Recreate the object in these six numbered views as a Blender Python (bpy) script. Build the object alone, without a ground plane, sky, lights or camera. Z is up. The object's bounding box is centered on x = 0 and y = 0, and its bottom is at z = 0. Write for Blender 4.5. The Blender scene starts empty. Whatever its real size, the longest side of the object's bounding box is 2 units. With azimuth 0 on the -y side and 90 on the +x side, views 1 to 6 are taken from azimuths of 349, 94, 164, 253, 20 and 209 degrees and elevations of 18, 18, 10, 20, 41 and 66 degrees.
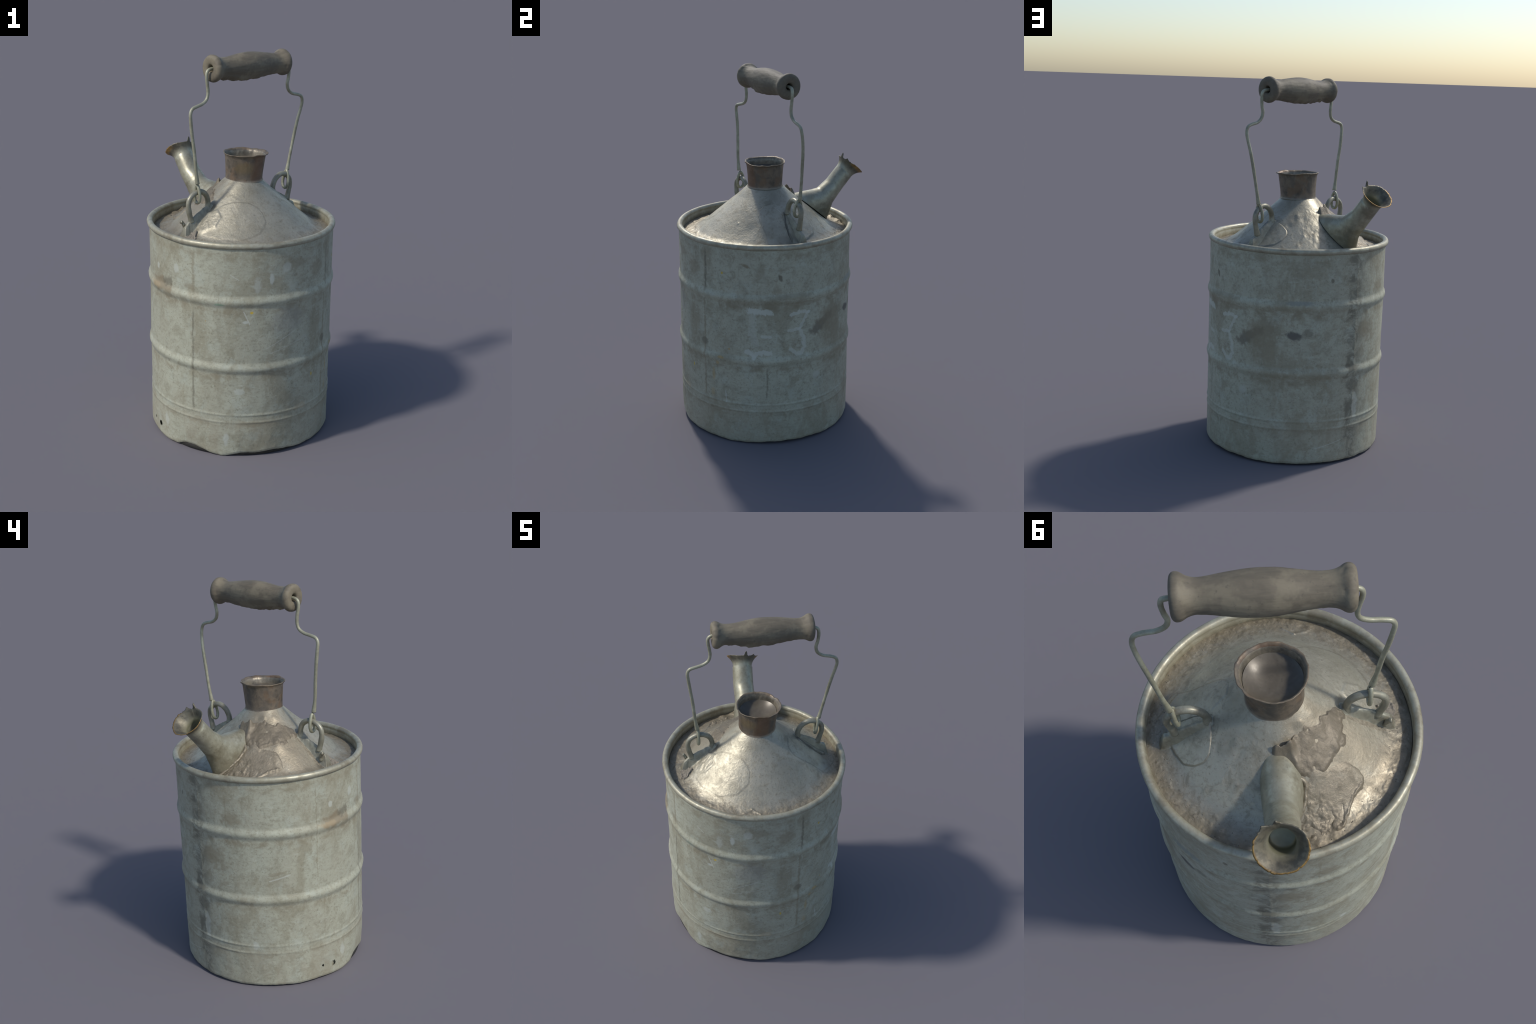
# Weathered galvanised oil can: ribbed drum, conical lid with filler neck, torn spout,
# soldered patches, two lug rings and a wire bail with a turned wooden grip.
import bpy, bmesh, math
import numpy as np
from mathutils import Vector

CX, CY = 0.002, -0.0262         # axis of the drum
LX, LY = 0.006, -0.022          # axis of the lid cone
R_BODY = 0.4815
rng = np.random.default_rng(7)

# ------------------------------------------------------------------ helpers
def hash3(i, j, k, seed):
    h = (i * 374761393 + j * 668265263 + k * 2147483647 + seed * 974634777) & 0xFFFFFFFF
    h = ((h ^ (h >> 13)) * 1274126177) & 0xFFFFFFFF
    h = ((h ^ (h >> 16)) * 2246822519) & 0xFFFFFFFF
    return ((h ^ (h >> 15)) & 0xFFFFFF) / float(0xFFFFFF) * 2 - 1

def vnoise(x, y, z, seed=0):
    x, y, z = np.broadcast_arrays(np.asarray(x, float), np.asarray(y, float), np.asarray(z, float))
    xi, yi, zi = (np.floor(a).astype(np.int64) for a in (x, y, z))
    fx, fy, fz = x - xi, y - yi, z - zi
    fx, fy, fz = (f * f * f * (f * (f * 6 - 15) + 10) for f in (fx, fy, fz))
    out = 0
    for a in (0, 1):
        for b in (0, 1):
            for c in (0, 1):
                w = (fx if a else 1 - fx) * (fy if b else 1 - fy) * (fz if c else 1 - fz)
                out = out + w * hash3(xi + a, yi + b, zi + c, seed)
    return out

def fbm(x, y, z, scale, octaves=3, seed=0, gain=0.5):
    v, amp, tot = 0, 1.0, 0
    for o in range(octaves):
        v = v + amp * vnoise(x * scale, y * scale, z * scale, seed + o)
        tot += amp
        amp *= gain
        scale *= 2.03
    return v / tot

def sstep(a, b, x):
    t = np.clip((x - a) / (b - a), 0, 1)
    return t * t * (3 - 2 * t)

def gauss(x, s):
    return np.exp(-(x / s) ** 2)

def spline(points, n):
    """Catmull-Rom through the control points, n samples."""
    P = np.array(points, float)
    P = np.vstack([2 * P[0] - P[1], P, 2 * P[-1] - P[-2]])
    d = np.cumsum(np.r_[0, np.linalg.norm(np.diff(P[1:-1], axis=0), axis=1)])
    s = np.linspace(0, d[-1], n)
    out = []
    for v in s:
        i = min(np.searchsorted(d, v, side='right') - 1, len(d) - 2)
        t = (v - d[i]) / (d[i + 1] - d[i])
        a, b, c, e = P[i], P[i + 1], P[i + 2], P[i + 3]
        out.append(0.5 * (2 * b + (c - a) * t + (2 * a - 5 * b + 4 * c - e) * t * t + (3 * b - a - 3 * c + e) * t ** 3))
    return np.array(out)

def seg_dist(x, y, ax, ay, bx, by):
    dx, dy = bx - ax, by - ay
    t = np.clip(((x - ax) * dx + (y - ay) * dy) / (dx * dx + dy * dy), 0, 1)
    return np.hypot(x - ax - t * dx, y - ay - t * dy)

def line_dist(x, y, pts):
    return np.min([seg_dist(x, y, *pts[i], *pts[i + 1]) for i in range(len(pts) - 1)], axis=0)

def poly_sdf(x, y, pts):
    """Signed distance to a closed polygon in plan, negative inside."""
    d = line_dist(x, y, list(pts) + [pts[0]])
    inside = np.zeros(np.shape(x), bool)
    n = len(pts)
    for i in range(n):
        (ax, ay), (bx, by) = pts[i], pts[(i + 1) % n]
        cross = (ay > y) != (by > y)
        inside ^= cross & (x < (bx - ax) * (y - ay) / ((by - ay) if by != ay else 1e-9) + ax)
    return np.where(inside, -d, d)

def closed_spline(P, n):
    P = np.array(P, float)
    k = len(P)
    out = []
    for v in np.linspace(0, k, n, endpoint=False):
        i = int(v)
        t = v - i
        a, b, c, e = P[(i - 1) % k], P[i % k], P[(i + 1) % k], P[(i + 2) % k]
        out.append(0.5 * (2 * b + (c - a) * t + (2 * a - 5 * b + 4 * c - e) * t * t + (3 * b - a - 3 * c + e) * t ** 3))
    return out

ROOT = bpy.data.objects.new("oil_can", None)
bpy.context.scene.collection.objects.link(ROOT)
ROOT["label"] = "weathered galvanised metal oil can with spout and wooden grip"
ROOT["category"] = "oil can"

def add(name, verts, faces, mat, parent=None, smooth=True, angle=None, kind=None):
    me = bpy.data.meshes.new(name)
    me.from_pydata(np.asarray(verts, float).tolist(), [], faces.tolist() if isinstance(faces, np.ndarray) else [[int(i) for i in f] for f in faces])
    bm = bmesh.new()
    bm.from_mesh(me)
    loose = [v for v in bm.verts if not v.link_faces]
    bmesh.ops.delete(bm, geom=loose, context='VERTS')
    bmesh.ops.recalc_face_normals(bm, faces=bm.faces)
    bm.to_mesh(me)
    bm.free()
    me.polygons.foreach_set("use_smooth", [smooth] * len(me.polygons))
    ob = bpy.data.objects.new(name, me)
    bpy.context.scene.collection.objects.link(ob)
    ob.parent = parent or ROOT
    me.materials.append(mat)
    if angle:
        me.set_sharp_from_angle(angle=math.radians(angle))
    if kind:
        ob["kind"] = kind
    return ob

def grid_faces(nu, nv, close_u=True):
    """Faces of a grid indexed [v*nu+u]."""
    f = []
    for v in range(nv - 1):
        for u in range(nu if close_u else nu - 1):
            a, b = v * nu + u, v * nu + (u + 1) % nu
            f.append((a, b, b + nu, a + nu))
    return f

def tube(path, radius, sides=14, cap=True):
    """Sweep a circle along a path with parallel transport; radius may vary."""
    path = np.asarray(path, float)
    n = len(path)
    rad = np.broadcast_to(radius, (n,))
    T = np.gradient(path, axis=0)
    T /= np.linalg.norm(T, axis=1)[:, None]
    N = np.cross(T[0], [0.3, 0.2, 0.93]); N /= np.linalg.norm(N)
    verts = []
    for i in range(n):
        N = N - T[i] * (N @ T[i]); N /= np.linalg.norm(N)
        B = np.cross(T[i], N)
        for k in range(sides):
            a = 2 * math.pi * k / sides
            verts.append(path[i] + rad[i] * (math.cos(a) * N + math.sin(a) * B))
    faces = grid_faces(sides, n)
    if cap:
        faces.append(tuple(range(sides)))
        faces.append(tuple((n - 1) * sides + k for k in range(sides)))
    return verts, faces

def merge(*parts):
    V, F = [], []
    for v, f in parts:
        o = len(V)
        V += list(v)
        F += [tuple(i + o for i in q) for q in f]
    return V, F

# ------------------------------------------------------------------ materials
class Nodes:
    def __init__(self, name):
        self.mat = bpy.data.materials.new(name)
        self.mat.use_nodes = True
        self.t = self.mat.node_tree
        self.bsdf = self.t.nodes["Principled BSDF"]
        self.coord = self.t.nodes.new("ShaderNodeTexCoord").outputs["Object"]
        sep = self.new("ShaderNodeSeparateXYZ")
        self.link(self.coord, sep.inputs[0])
        self.x, self.y, self.z = sep.outputs

    def new(self, kind):
        return self.t.nodes.new(kind)

    def link(self, a, b):
        self.t.links.new(a, b)

    def put(self, sock, v):
        if isinstance(v, bpy.types.NodeSocket):
            self.link(v, sock)
        elif isinstance(v, (tuple, list)) and sock.type == 'RGBA' and len(v) == 3:
            sock.default_value = (*v, 1)
        else:
            sock.default_value = v

    def m(self, op, a, b=None, c=None, clamp=False):
        n = self.new("ShaderNodeMath")
        n.operation = op
        n.use_clamp = clamp
        for s, v in zip(n.inputs, (a, b, c)):
            if v is not None:
                self.put(s, v)
        return n.outputs[0]

    def vm(self, op, a, b=None):
        n = self.new("ShaderNodeVectorMath")
        n.operation = op
        self.put(n.inputs[0], a)
        if b is not None:
            self.put(n.inputs[1], b)
        return n.outputs["Value" if op in ('DOT_PRODUCT', 'LENGTH', 'DISTANCE') else "Vector"]

    def scaled(self, s, offset=(0, 0, 0)):
        n = self.new("ShaderNodeMapping")
        self.link(self.coord, n.inputs["Vector"])
        n.inputs["Scale"].default_value = s
        n.inputs["Location"].default_value = offset
        return n.outputs[0]

    def noise(self, scale, detail=3, rough=0.55, vec=None, dist=0.0):
        n = self.new("ShaderNodeTexNoise")
        self.link(vec or self.coord, n.inputs["Vector"])
        n.inputs["Scale"].default_value = scale
        n.inputs["Detail"].default_value = detail
        n.inputs["Roughness"].default_value = rough
        n.inputs["Distortion"].default_value = dist
        return n.outputs["Fac"]

    def step(self, v, a, b, to0=0.0, to1=1.0):
        n = self.new("ShaderNodeMapRange")
        n.interpolation_type = 'SMOOTHSTEP'
        self.put(n.inputs["Value"], v)
        for k, q in zip(("From Min", "From Max", "To Min", "To Max"), (a, b, to0, to1)):
            n.inputs[k].default_value = q
        return n.outputs[0]

    def mix(self, fac, a, b):
        n = self.new("ShaderNodeMix")
        n.data_type = 'RGBA'
        self.put(n.inputs[0], fac)
        self.put(n.inputs[6], a)
        self.put(n.inputs[7], b)
        return n.outputs[2]

    def add(self, *v):
        r = v[0]
        for q in v[1:]:
            r = self.m('ADD', r, q)
        return r

    def mul(self, *v):
        r = v[0]
        for q in v[1:]:
            r = self.m('MULTIPLY', r, q)
        return r

    def mx(self, *v):
        r = v[0]
        for q in v[1:]:
            r = self.m('MAXIMUM', r, q)
        return r

    def inv(self, v):
        return self.m('SUBTRACT', 1.0, v)

    def unrolled(self, az):
        """Drum surface unrolled to (arc length, height, 0); the seam is kept away from azimuth az."""
        if not hasattr(self, "_flat"):
            p = self.new("ShaderNodeSeparateXYZ")
            self.link(self.vm('SUBTRACT', self.coord, (CX, CY, 0)), p.inputs[0])
            th = self.m('ARCTAN2', p.outputs[1], p.outputs[0])
            self._flat = []
            for t in (th, self.m('WRAP', th, 2 * math.pi, 0.0)):
                c = self.new("ShaderNodeCombineXYZ")
                self.link(self.mul(t, R_BODY), c.inputs[0])
                self.link(self.z, c.inputs[1])
                self._flat.append(c.outputs[0])
        far = abs(az) > 120
        return self._flat[far], (math.radians(az % 360 if far else az) * R_BODY)

    def arc(self, az):
        v, s0 = self.unrolled(az)
        return self.vm('DOT_PRODUCT', self.vm('SUBTRACT', v, (s0, 0, 0)), (1, 0, 0))

    def wobble(self, rag, amount):
        """Centred noise, cached per amount."""
        key = (rag.node.name, amount)
        if not hasattr(self, "_wob"):
            self._wob = {}
        if key not in self._wob:
            self._wob[key] = self.m('MULTIPLY_ADD', rag, 2 * amount, -amount)
        return self._wob[key]

    def blob(self, az, z, w, h, rag, ragged=0.8, tilt=0.0, soft=0.55, k=1.0):
        """Ragged spot on the drum: k inside, 0 outside."""
        v, s0 = self.unrolled(az)
        v = self.vm('SUBTRACT', v, (s0, z, 0))
        if tilt:
            n = self.new("ShaderNodeVectorRotate")
            n.rotation_type = 'Z_AXIS'
            self.link(v, n.inputs[0])
            n.inputs["Angle"].default_value = -math.radians(tilt)
            v = n.outputs[0]
        d = self.m('ADD', self.vm('LENGTH', self.vm('MULTIPLY', v, (1 / w, 1 / h, 0))), self.wobble(rag, ragged))
        return self.step(d, 1.0, 1.0 - soft, 0.0, k)

    def path_mask(self, p, P, w, rag, ragged, k, soft=0.5):
        best = None
        for (ax, ay), (bx, by) in zip(P, P[1:]):
            dx, dy = bx - ax, by - ay
            l2 = dx * dx + dy * dy
            q = self.vm('SUBTRACT', p, (ax, ay, 0))
            t = self.m('ADD', self.vm('DOT_PRODUCT', q, (dx / l2, dy / l2, 0)), 0.0, clamp=True)
            sc = self.new("ShaderNodeVectorMath")
            sc.operation = 'SCALE'
            sc.inputs[0].default_value = (dx, dy, 0)
            self.link(t, sc.inputs["Scale"])
            d = self.vm('DISTANCE', q, sc.outputs[0])
            best = d if best is None else self.m('MINIMUM', best, d)
        d = self.m('MULTIPLY_ADD', best, 1 / w, self.wobble(rag, ragged))
        return self.step(d, 1.0, soft, 0.0, k)

    def stroke(self, pts, w, rag, ragged=0.5, k=1.0):
        """Brush stroke on the drum through (azimuth, height) points."""
        v, _ = self.unrolled(pts[0][0])
        return self.path_mask(v, [(self.unrolled(a)[1], z) for a, z in pts], w, rag, ragged, k)

    def plan_line(self, pts, w, rag, ragged=0.4, k=1.0):
        """Line drawn in plan through (x, y) points."""
        if not hasattr(self, "_plan"):
            self._plan = self.vm('MULTIPLY', self.coord, (1, 1, 0))
        return self.path_mask(self._plan, pts, w, rag, ragged, k, 0.3)

    def plan_spot(self, x, y, r, rag, ragged=0.7, soft=0.6):
        d = self.vm('LENGTH', self.vm('MULTIPLY', self.vm('SUBTRACT', self.coord, (x, y, 0)), (1, 1, 0)))
        d = self.add(self.mul(d, 1 / r), self.mul(self.m('SUBTRACT', rag, 0.5), ragged * 2))
        return self.step(d, 1.0, 1.0 - soft)

    def bump(self, height, strength=0.3, distance=0.003):
        n = self.new("ShaderNodeBump")
        n.inputs["Strength"].default_value = strength
        n.inputs["Distance"].default_value = distance
        self.link(height, n.inputs["Height"])
        self.link(n.outputs[0], self.bsdf.inputs["Normal"])

    def done(self, color, rough, metal=0.0, spec=0.5):
        b = self.bsdf.inputs
        self.put(b["Base Color"], color)
        self.put(b["Roughness"], rough)
        self.put(b["Metallic"], metal)
        b["Specular IOR Level"].default_value = spec
        return self.mat


def drum_material():
    N = Nodes("weathered_zinc_drum")
    rag = N.noise(26, 4, 0.65)
    rag2 = N.noise(60, 3, 0.6)
    wide = N.noise(3.2, 4, 0.6)
    tall = N.noise(1, 4, 0.6, N.scaled((9, 9, 3.2)))
    fine = N.noise(85, 4, 0.7)
    mott = N.noise(15, 5, 0.72, dist=0.6)
    brushed = N.noise(1, 4, 0.65, N.scaled((22, 22, 60)))
    c = N.mix(N.step(wide, 0.36, 0.64), (0.396, 0.400, 0.312), (0.350, 0.342, 0.262))
    c = N.mix(N.step(tall, 0.48, 0.70, 0, 0.5), c, (0.384, 0.400, 0.318))
    c = N.mix(N.step(mott, 0.46, 0.66, 0, 0.55), c, (0.246, 0.234, 0.170))
    c = N.mix(N.mul(N.step(N.noise(4.5, 5, 0.7, N.scaled((1, 1, 0.7), (7, 3, 1)), 0.5), 0.49, 0.62), 0.55), c, (0.248, 0.224, 0.152))
    c = N.mix(N.step(N.noise(9, 4, 0.68, N.scaled((1, 1, 0.8), (3, 1, 2))), 0.53, 0.68, 0, 0.5), c, (0.405, 0.432, 0.362))
    c = N.mix(N.step(brushed, 0.50, 0.70, 0, 0.45), c, (0.255, 0.248, 0.185))
    c = N.mix(N.step(brushed, 0.44, 0.28, 0, 0.4), c, (0.440, 0.455, 0.380))
    c = N.mix(N.step(N.noise(38, 5, 0.75), 0.56, 0.70, 0, 0.55), c, (0.205, 0.188, 0.132))
    c = N.mix(N.step(fine, 0.53, 0.70, 0, 0.6), c, (0.192, 0.182, 0.128))
    c = N.mix(N.step(fine, 0.42, 0.28, 0, 0.4), c, (0.470, 0.480, 0.400))
    dirt, dark, pale = (0.225, 0.195, 0.130), (0.14, 0.128, 0.092), (0.48, 0.505, 0.45)
    # warm wash of dirt below each rib and on the skirt
    for z0, k in ((0.803, 0.7), (0.448, 0.62), (0.185, 0.5), (1.085, 0.45)):
        band = N.step(N.m('ABSOLUTE', N.m('SUBTRACT', N.z, z0)), 0.035, 0.0)
        c = N.mix(N.mul(band, N.step(mott, 0.35, 0.65), k), c, dirt)
    skirt = N.mul(N.step(N.z, 0.235, 0.17), N.step(tall, 0.4, 0.6), 0.4)
    c = N.mix(skirt, c, (0.31, 0.278, 0.205))
    # vertical seams and drips: azimuth, bottom, top, half width, strength, colour
    for az, z0, z1, w, k, col in ((-129.3, 0.24, 0.79, 0.009, 0.6, dark), (-129.2, 0.86, 1.10, 0.013, 0.55, dirt),
                                  (-36.6, 0.86, 1.10, 0.010, 0.7, dark), (-37.8, 0.24, 0.82, 0.010, 0.65, dirt),
                                  (6.1, 0.26, 0.47, 0.008, 0.55, dark), (-170.4, 0.55, 1.08, 0.004, 0.5, dirt),
                                  (-166.0, 0.22, 0.5, 0.006, 0.25, dirt), (135, 0.86, 1.05, 0.006, 0.4, dirt)):
        s = N.m('ABSOLUTE', N.add(N.arc(az), N.mul(N.m('SUBTRACT', rag, 0.5), 0.022)))
        msk = N.mul(N.step(s, w, w * 0.2), N.step(N.z, z0, z0 + 0.03), N.step(N.z, z1, z1 - 0.03), N.step(rag2, 0.25, 0.5))
        c = N.mix(N.mul(msk, k), c, col)
    # broad grimy column behind the spout
    s = N.m('ABSOLUTE', N.add(N.arc(114), N.mul(N.m('SUBTRACT', mott, 0.5), 0.16)))
    col = N.mul(N.step(s, 0.075, 0.01), N.step(mott, 0.38, 0.62))
    c = N.mix(N.mul(col, 0.9), c, (0.165, 0.155, 0.115))
    s = N.m('ABSOLUTE', N.arc(127))
    c = N.mix(N.mul(N.step(s, 0.11, 0.02), N.step(N.m('ABSOLUTE', N.m('SUBTRACT', N.z, 0.66)), 0.2, 0.05), N.step(rag, 0.42, 0.6), 0.5), c, dirt)
    # single stains: azimuth, height, half width, half height, strength, colour, tilt
    for az, z, w, h, k, col, tilt in (
            (-157, 0.872, 0.105, 0.048, 0.8, (0.225, 0.180, 0.115), 0), (-163, 0.858, 0.070, 0.020, 0.55, (0.36, 0.28, 0.17), 0), (-150, 0.898, 0.05, 0.03, 0.7, dark, 20),
            (-150, 0.83, 0.05, 0.03, 0.6, dirt, 0), (-132, 0.905, 0.05, 0.02, 0.45, dirt, 0),
            (43, 0.672, 0.12, 0.040, 0.8, (0.155, 0.140, 0.105), 30), (52, 0.70, 0.12, 0.10, 0.6, dirt, 0), (55, 0.61, 0.12, 0.09, 0.45, (0.25, 0.22, 0.15), 0),
            (73, 0.698, 0.045, 0.034, 0.9, (0.105, 0.100, 0.088), -20), (82, 0.715, 0.04, 0.03, 0.55, dark, 0),
            (14, 0.972, 0.013, 0.026, 0.85, dark, 20), (-8, 1.035, 0.032, 0.012, 0.7, (0.20, 0.165, 0.10), -25),
            (96, 0.985, 0.012, 0.014, 0.8, dark, 0), (75.8, 0.87, 0.088, 0.016, 0.6, (0.20, 0.215, 0.195), 0),
            (109, 0.525, 0.03, 0.018, 0.85, dark, 0), (114, 0.42, 0.05, 0.05, 0.6, dark, 0), (138, 0.93, 0.06, 0.05, 0.6, dirt, 0),
            (122, 0.71, 0.07, 0.06, 0.6, dirt, 0), (-66, 1.03, 0.10, 0.04, 0.5, dirt, 0), (-48, 0.97, 0.07, 0.06, 0.5, dirt, 0),
            (-70, 0.74, 0.11, 0.09, 0.4, (0.26, 0.25, 0.22), 0), (-38, 0.57, 0.03, 0.03, 0.6, dark, 0),
            (-60, 0.24, 0.06, 0.02, 0.5, (0.40, 0.33, 0.22), 0), (-92, 0.185, 0.10, 0.022, 0.6, dirt, 0), (22, 0.86, 0.12, 0.02, 0.45, dirt, 0),
            (30, 0.815, 0.13, 0.018, 0.5, dirt, 0), (165, 0.64, 0.06, 0.012, 0.5, dirt, 10)):
        c = N.mix(N.blob(az, z, w, h, rag, tilt=tilt, k=k), c, col)
    for az, z, w, h, k in ((-81.5, 0.965, 0.016, 0.036, 0.7), (-90, 0.94, 0.03, 0.05, 0.45), (-72, 1.02, 0.03, 0.03, 0.5), (-108, 0.10, 0.018, 0.05, 0.6),
                           (-97, 0.745, 0.02, 0.009, 0.7), (-100, 0.37, 0.04, 0.02, 0.5), (-152, 0.12, 0.02, 0.05, 0.5), (-142, 0.98, 0.02, 0.03, 0.5),
                           (116, 0.30, 0.025, 0.09, 0.45), (40, 0.38, 0.03, 0.03, 0.4), (150, 0.24, 0.02, 0.03, 0.5), (-160, 0.96, 0.018, 0.02, 0.6)):
        c = N.mix(N.blob(az, z, w, h, rag, k=k), c, pale)
    # flecks of yellow and orange paint
    yellow = (0.50, 0.36, 0.06)
    for az, z, w, h, k in ((-93.3, 0.795, 0.011, 0.008, 0.95), (-50, 0.397, 0.007, 0.013, 0.85), (-23.7, 0.982, 0.009, 0.010, 0.9)):
        c = N.mix(N.blob(az, z, w, h, rag, 0.5, k=k), c, yellow)
    for az, z, w, h, k in ((-25, 0.50, 0.022, 0.010, 0.6), (-28, 0.46, 0.012, 0.015, 0.5), (-31, 0.39, 0.014, 0.045, 0.4), (-32, 0.28, 0.02, 0.03, 0.3),
                           (-19, 0.555, 0.006, 0.006, 0.6), (-121, 0.74, 0.006, 0.006, 0.6)):
        c = N.mix(N.blob(az, z, w, h, rag, k=k), c, (0.40, 0.27, 0.09))
    c = N.mix(N.mul(N.blob(-113, 0.835, 0.03, 0.008, rag), 0.5), c, (0.16, 0.30, 0.20))
    # hand painted figures, worn to a pale ghost
    chalk = (0.50, 0.525, 0.46)
    for pts, w, k in ((((-5, 0.786), (1, 0.783), (8, 0.776)), 0.017, 0.7), (((-3.5, 0.77), (-3.5, 0.66), (-2, 0.60)), 0.022, 0.28),
                      (((3, 0.640), (7.5, 0.636)), 0.010, 0.55), (((-7, 0.552), (-3, 0.535), (3, 0.548), (7.5, 0.542)), 0.015, 0.7),
                      (((-4, 0.533), (-2.5, 0.517)), 0.010, 0.6),
                      (((21.5, 0.757), (27, 0.768), (33.8, 0.762)), 0.010, 0.6), (((33, 0.76), (30, 0.715), (27, 0.672), (20, 0.667)), 0.010, 0.5),
                      (((27, 0.672), (30, 0.62), (31, 0.565), (29, 0.532), (25, 0.530), (21, 0.56)), 0.012, 0.55)):
        c = N.mix(N.stroke(pts, w * 1.2, rag2, 1.1, k * 1.1), c, chalk)
    # scratches
    for pts, w, k in ((((-98, 0.80), (-94.5, 0.735)), 0.004, 0.6), (((-84, 0.60), (-65, 0.675)), 0.003, 0.35), (((-82, 0.57), (-60, 0.62)), 0.003, 0.3),
                      (((-106, 0.99), (-101, 0.965)), 0.003, 0.5), (((88, 0.09), (106, 0.125)), 0.003, 0.5), (((-22, 0.30), (-21, 0.24)), 0.004, 0.5),
                      (((160, 0.60), (172, 0.63)), 0.005, 0.5)):
        c = N.mix(N.stroke(pts, w, rag2, 0.6, k), c, (0.50, 0.51, 0.45))
    N.bump(N.add(N.mul(mott, 1.0), N.mul(fine, 0.5)), 0.35, 0.004)
    return N.done(c, N.step(mott, 0.3, 0.7, 0.50, 0.68), 0.10, 0.45)


def lid_material(name="dull_zinc_lid", patch=0.0):
    N = Nodes(name)
    rag = N.noise(30, 4, 0.65)
    wide = N.noise(5, 4, 0.6)
    fine = N.noise(95, 4, 0.7)
    mott = N.noise(22, 5, 0.72, dist=0.5)
    p = N.vm('MULTIPLY', N.vm('SUBTRACT', N.coord, (LX, LY, 0)), (1, 1, 0))
    r = N.vm('LENGTH', p)
    clean, dirt, dark = (0.400, 0.368, 0.285), (0.215, 0.178, 0.122), (0.11, 0.096, 0.070)
    c = N.mix(N.step(wide, 0.38, 0.62), clean, (0.325, 0.298, 0.226))
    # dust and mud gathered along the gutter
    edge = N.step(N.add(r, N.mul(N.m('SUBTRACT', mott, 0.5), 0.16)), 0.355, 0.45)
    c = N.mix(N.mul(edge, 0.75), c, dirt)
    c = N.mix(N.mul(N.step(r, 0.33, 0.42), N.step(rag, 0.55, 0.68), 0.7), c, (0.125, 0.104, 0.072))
    # brown scorched side between spout and lug
    a = math.radians(165)
    side = N.vm('DOT_PRODUCT', N.vm('NORMALIZE', p), (math.cos(a), math.sin(a), 0))
    brown = N.mul(N.step(side, 0.70, 0.92), N.step(wide, 0.30, 0.52))
    c = N.mix(N.mul(brown, 0.7), c, (0.300, 0.248, 0.172))
    c = N.mix(N.step(mott, 0.48, 0.68, 0, 0.6), c, (0.225, 0.200, 0.145))
    c = N.mix(N.step(fine, 0.54, 0.72, 0, 0.6), c, (0.18, 0.160, 0.115))
    c = N.mix(N.step(fine, 0.42, 0.28, 0, 0.4), c, (0.52, 0.485, 0.385))
    if patch:
        c = N.mix(min(1.0, patch * 1.5), c, (0.165, 0.138, 0.098))
        c = N.mix(N.step(mott, 0.45, 0.65, 0, 0.5), c, (0.145, 0.122, 0.085))
    # thin dark lines along the film and plate edges
    line = (0.18, 0.160, 0.118)
    c = N.mix(N.plan_line([(-0.123, -0.185), (-0.055, -0.199), (0.013, -0.214), (0.050, -0.232), (0.072, -0.262), (0.078, -0.295), (0.065, -0.325),
                                 (0.040, -0.350), (-0.006, -0.371), (-0.055, -0.379), (-0.105, -0.373), (-0.172, -0.337), (-0.216, -0.298)], 0.0050, rag, 0.9, k=0.32), c, line)
    c = N.mix(N.plan_line([(0.376, 0.021), (0.322, 0.004), (0.290, -0.015), (0.265, -0.030), (0.236, -0.042), (0.212, -0.040), (0.192, -0.028), (0.181, -0.004), (0.172, 0.018)], 0.0050, rag, 0.9, k=0.4), c, line)
    c = N.mix(N.plan_line([(0.190, 0.096), (0.201, 0.096), (0.252, 0.106), (0.297, 0.126), (0.326, 0.146)], 0.007, rag, k=0.85), c, (0.07, 0.065, 0.052))  # near-black line along the raised plate edge
    c = N.mix(N.plan_line([(0.135, 0.205), (0.144, 0.234), (0.171, 0.251), (0.214, 0.255), (0.265, 0.231), (0.322, 0.191)], 0.0045, rag, k=0.6), c, line)
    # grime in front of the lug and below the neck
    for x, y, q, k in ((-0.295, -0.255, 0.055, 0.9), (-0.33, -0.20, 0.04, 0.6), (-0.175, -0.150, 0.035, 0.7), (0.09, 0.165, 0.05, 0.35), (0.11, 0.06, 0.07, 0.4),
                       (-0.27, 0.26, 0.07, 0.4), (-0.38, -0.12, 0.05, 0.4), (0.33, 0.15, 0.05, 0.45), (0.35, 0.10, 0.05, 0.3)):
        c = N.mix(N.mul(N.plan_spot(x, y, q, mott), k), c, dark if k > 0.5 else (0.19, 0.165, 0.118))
    N.bump(N.add(N.mul(mott, 1.0), N.mul(fine, 0.6)), 0.4 + 0.25 * bool(patch), 0.004)
    rough = N.m('ADD', N.step(mott, 0.3, 0.7, 0.39, 0.55), N.mul(edge, 0.08))
    return N.done(c, N.m('ADD', rough, 0.16 * patch), 0.50 - 0.3 * patch, 0.5)


def plain_metal(name, light, mid, dark, scale=18, rough=(0.42, 0.58), metal=0.3, speck=0.6, bump=0.25):
    N = Nodes(name)
    mott = N.noise(scale, 5, 0.68, dist=0.4)
    fine = N.noise(scale * 5, 3, 0.6)
    c = N.mix(N.step(mott, 0.35, 0.62), light, mid)
    c = N.mix(N.mul(N.step(N.noise(scale * 0.55, 4, 0.65, N.scaled((1, 1, 1), (4, 2, 7))), 0.52, 0.68), speck), c, dark)
    c = N.mix(N.mul(N.step(fine, 0.58, 0.74), 0.4), c, dark)
    N.bump(N.add(mott, N.mul(fine, 0.4)), bump, 0.003)
    return N, c, N.step(mott, 0.3, 0.7, *rough), metal


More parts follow.
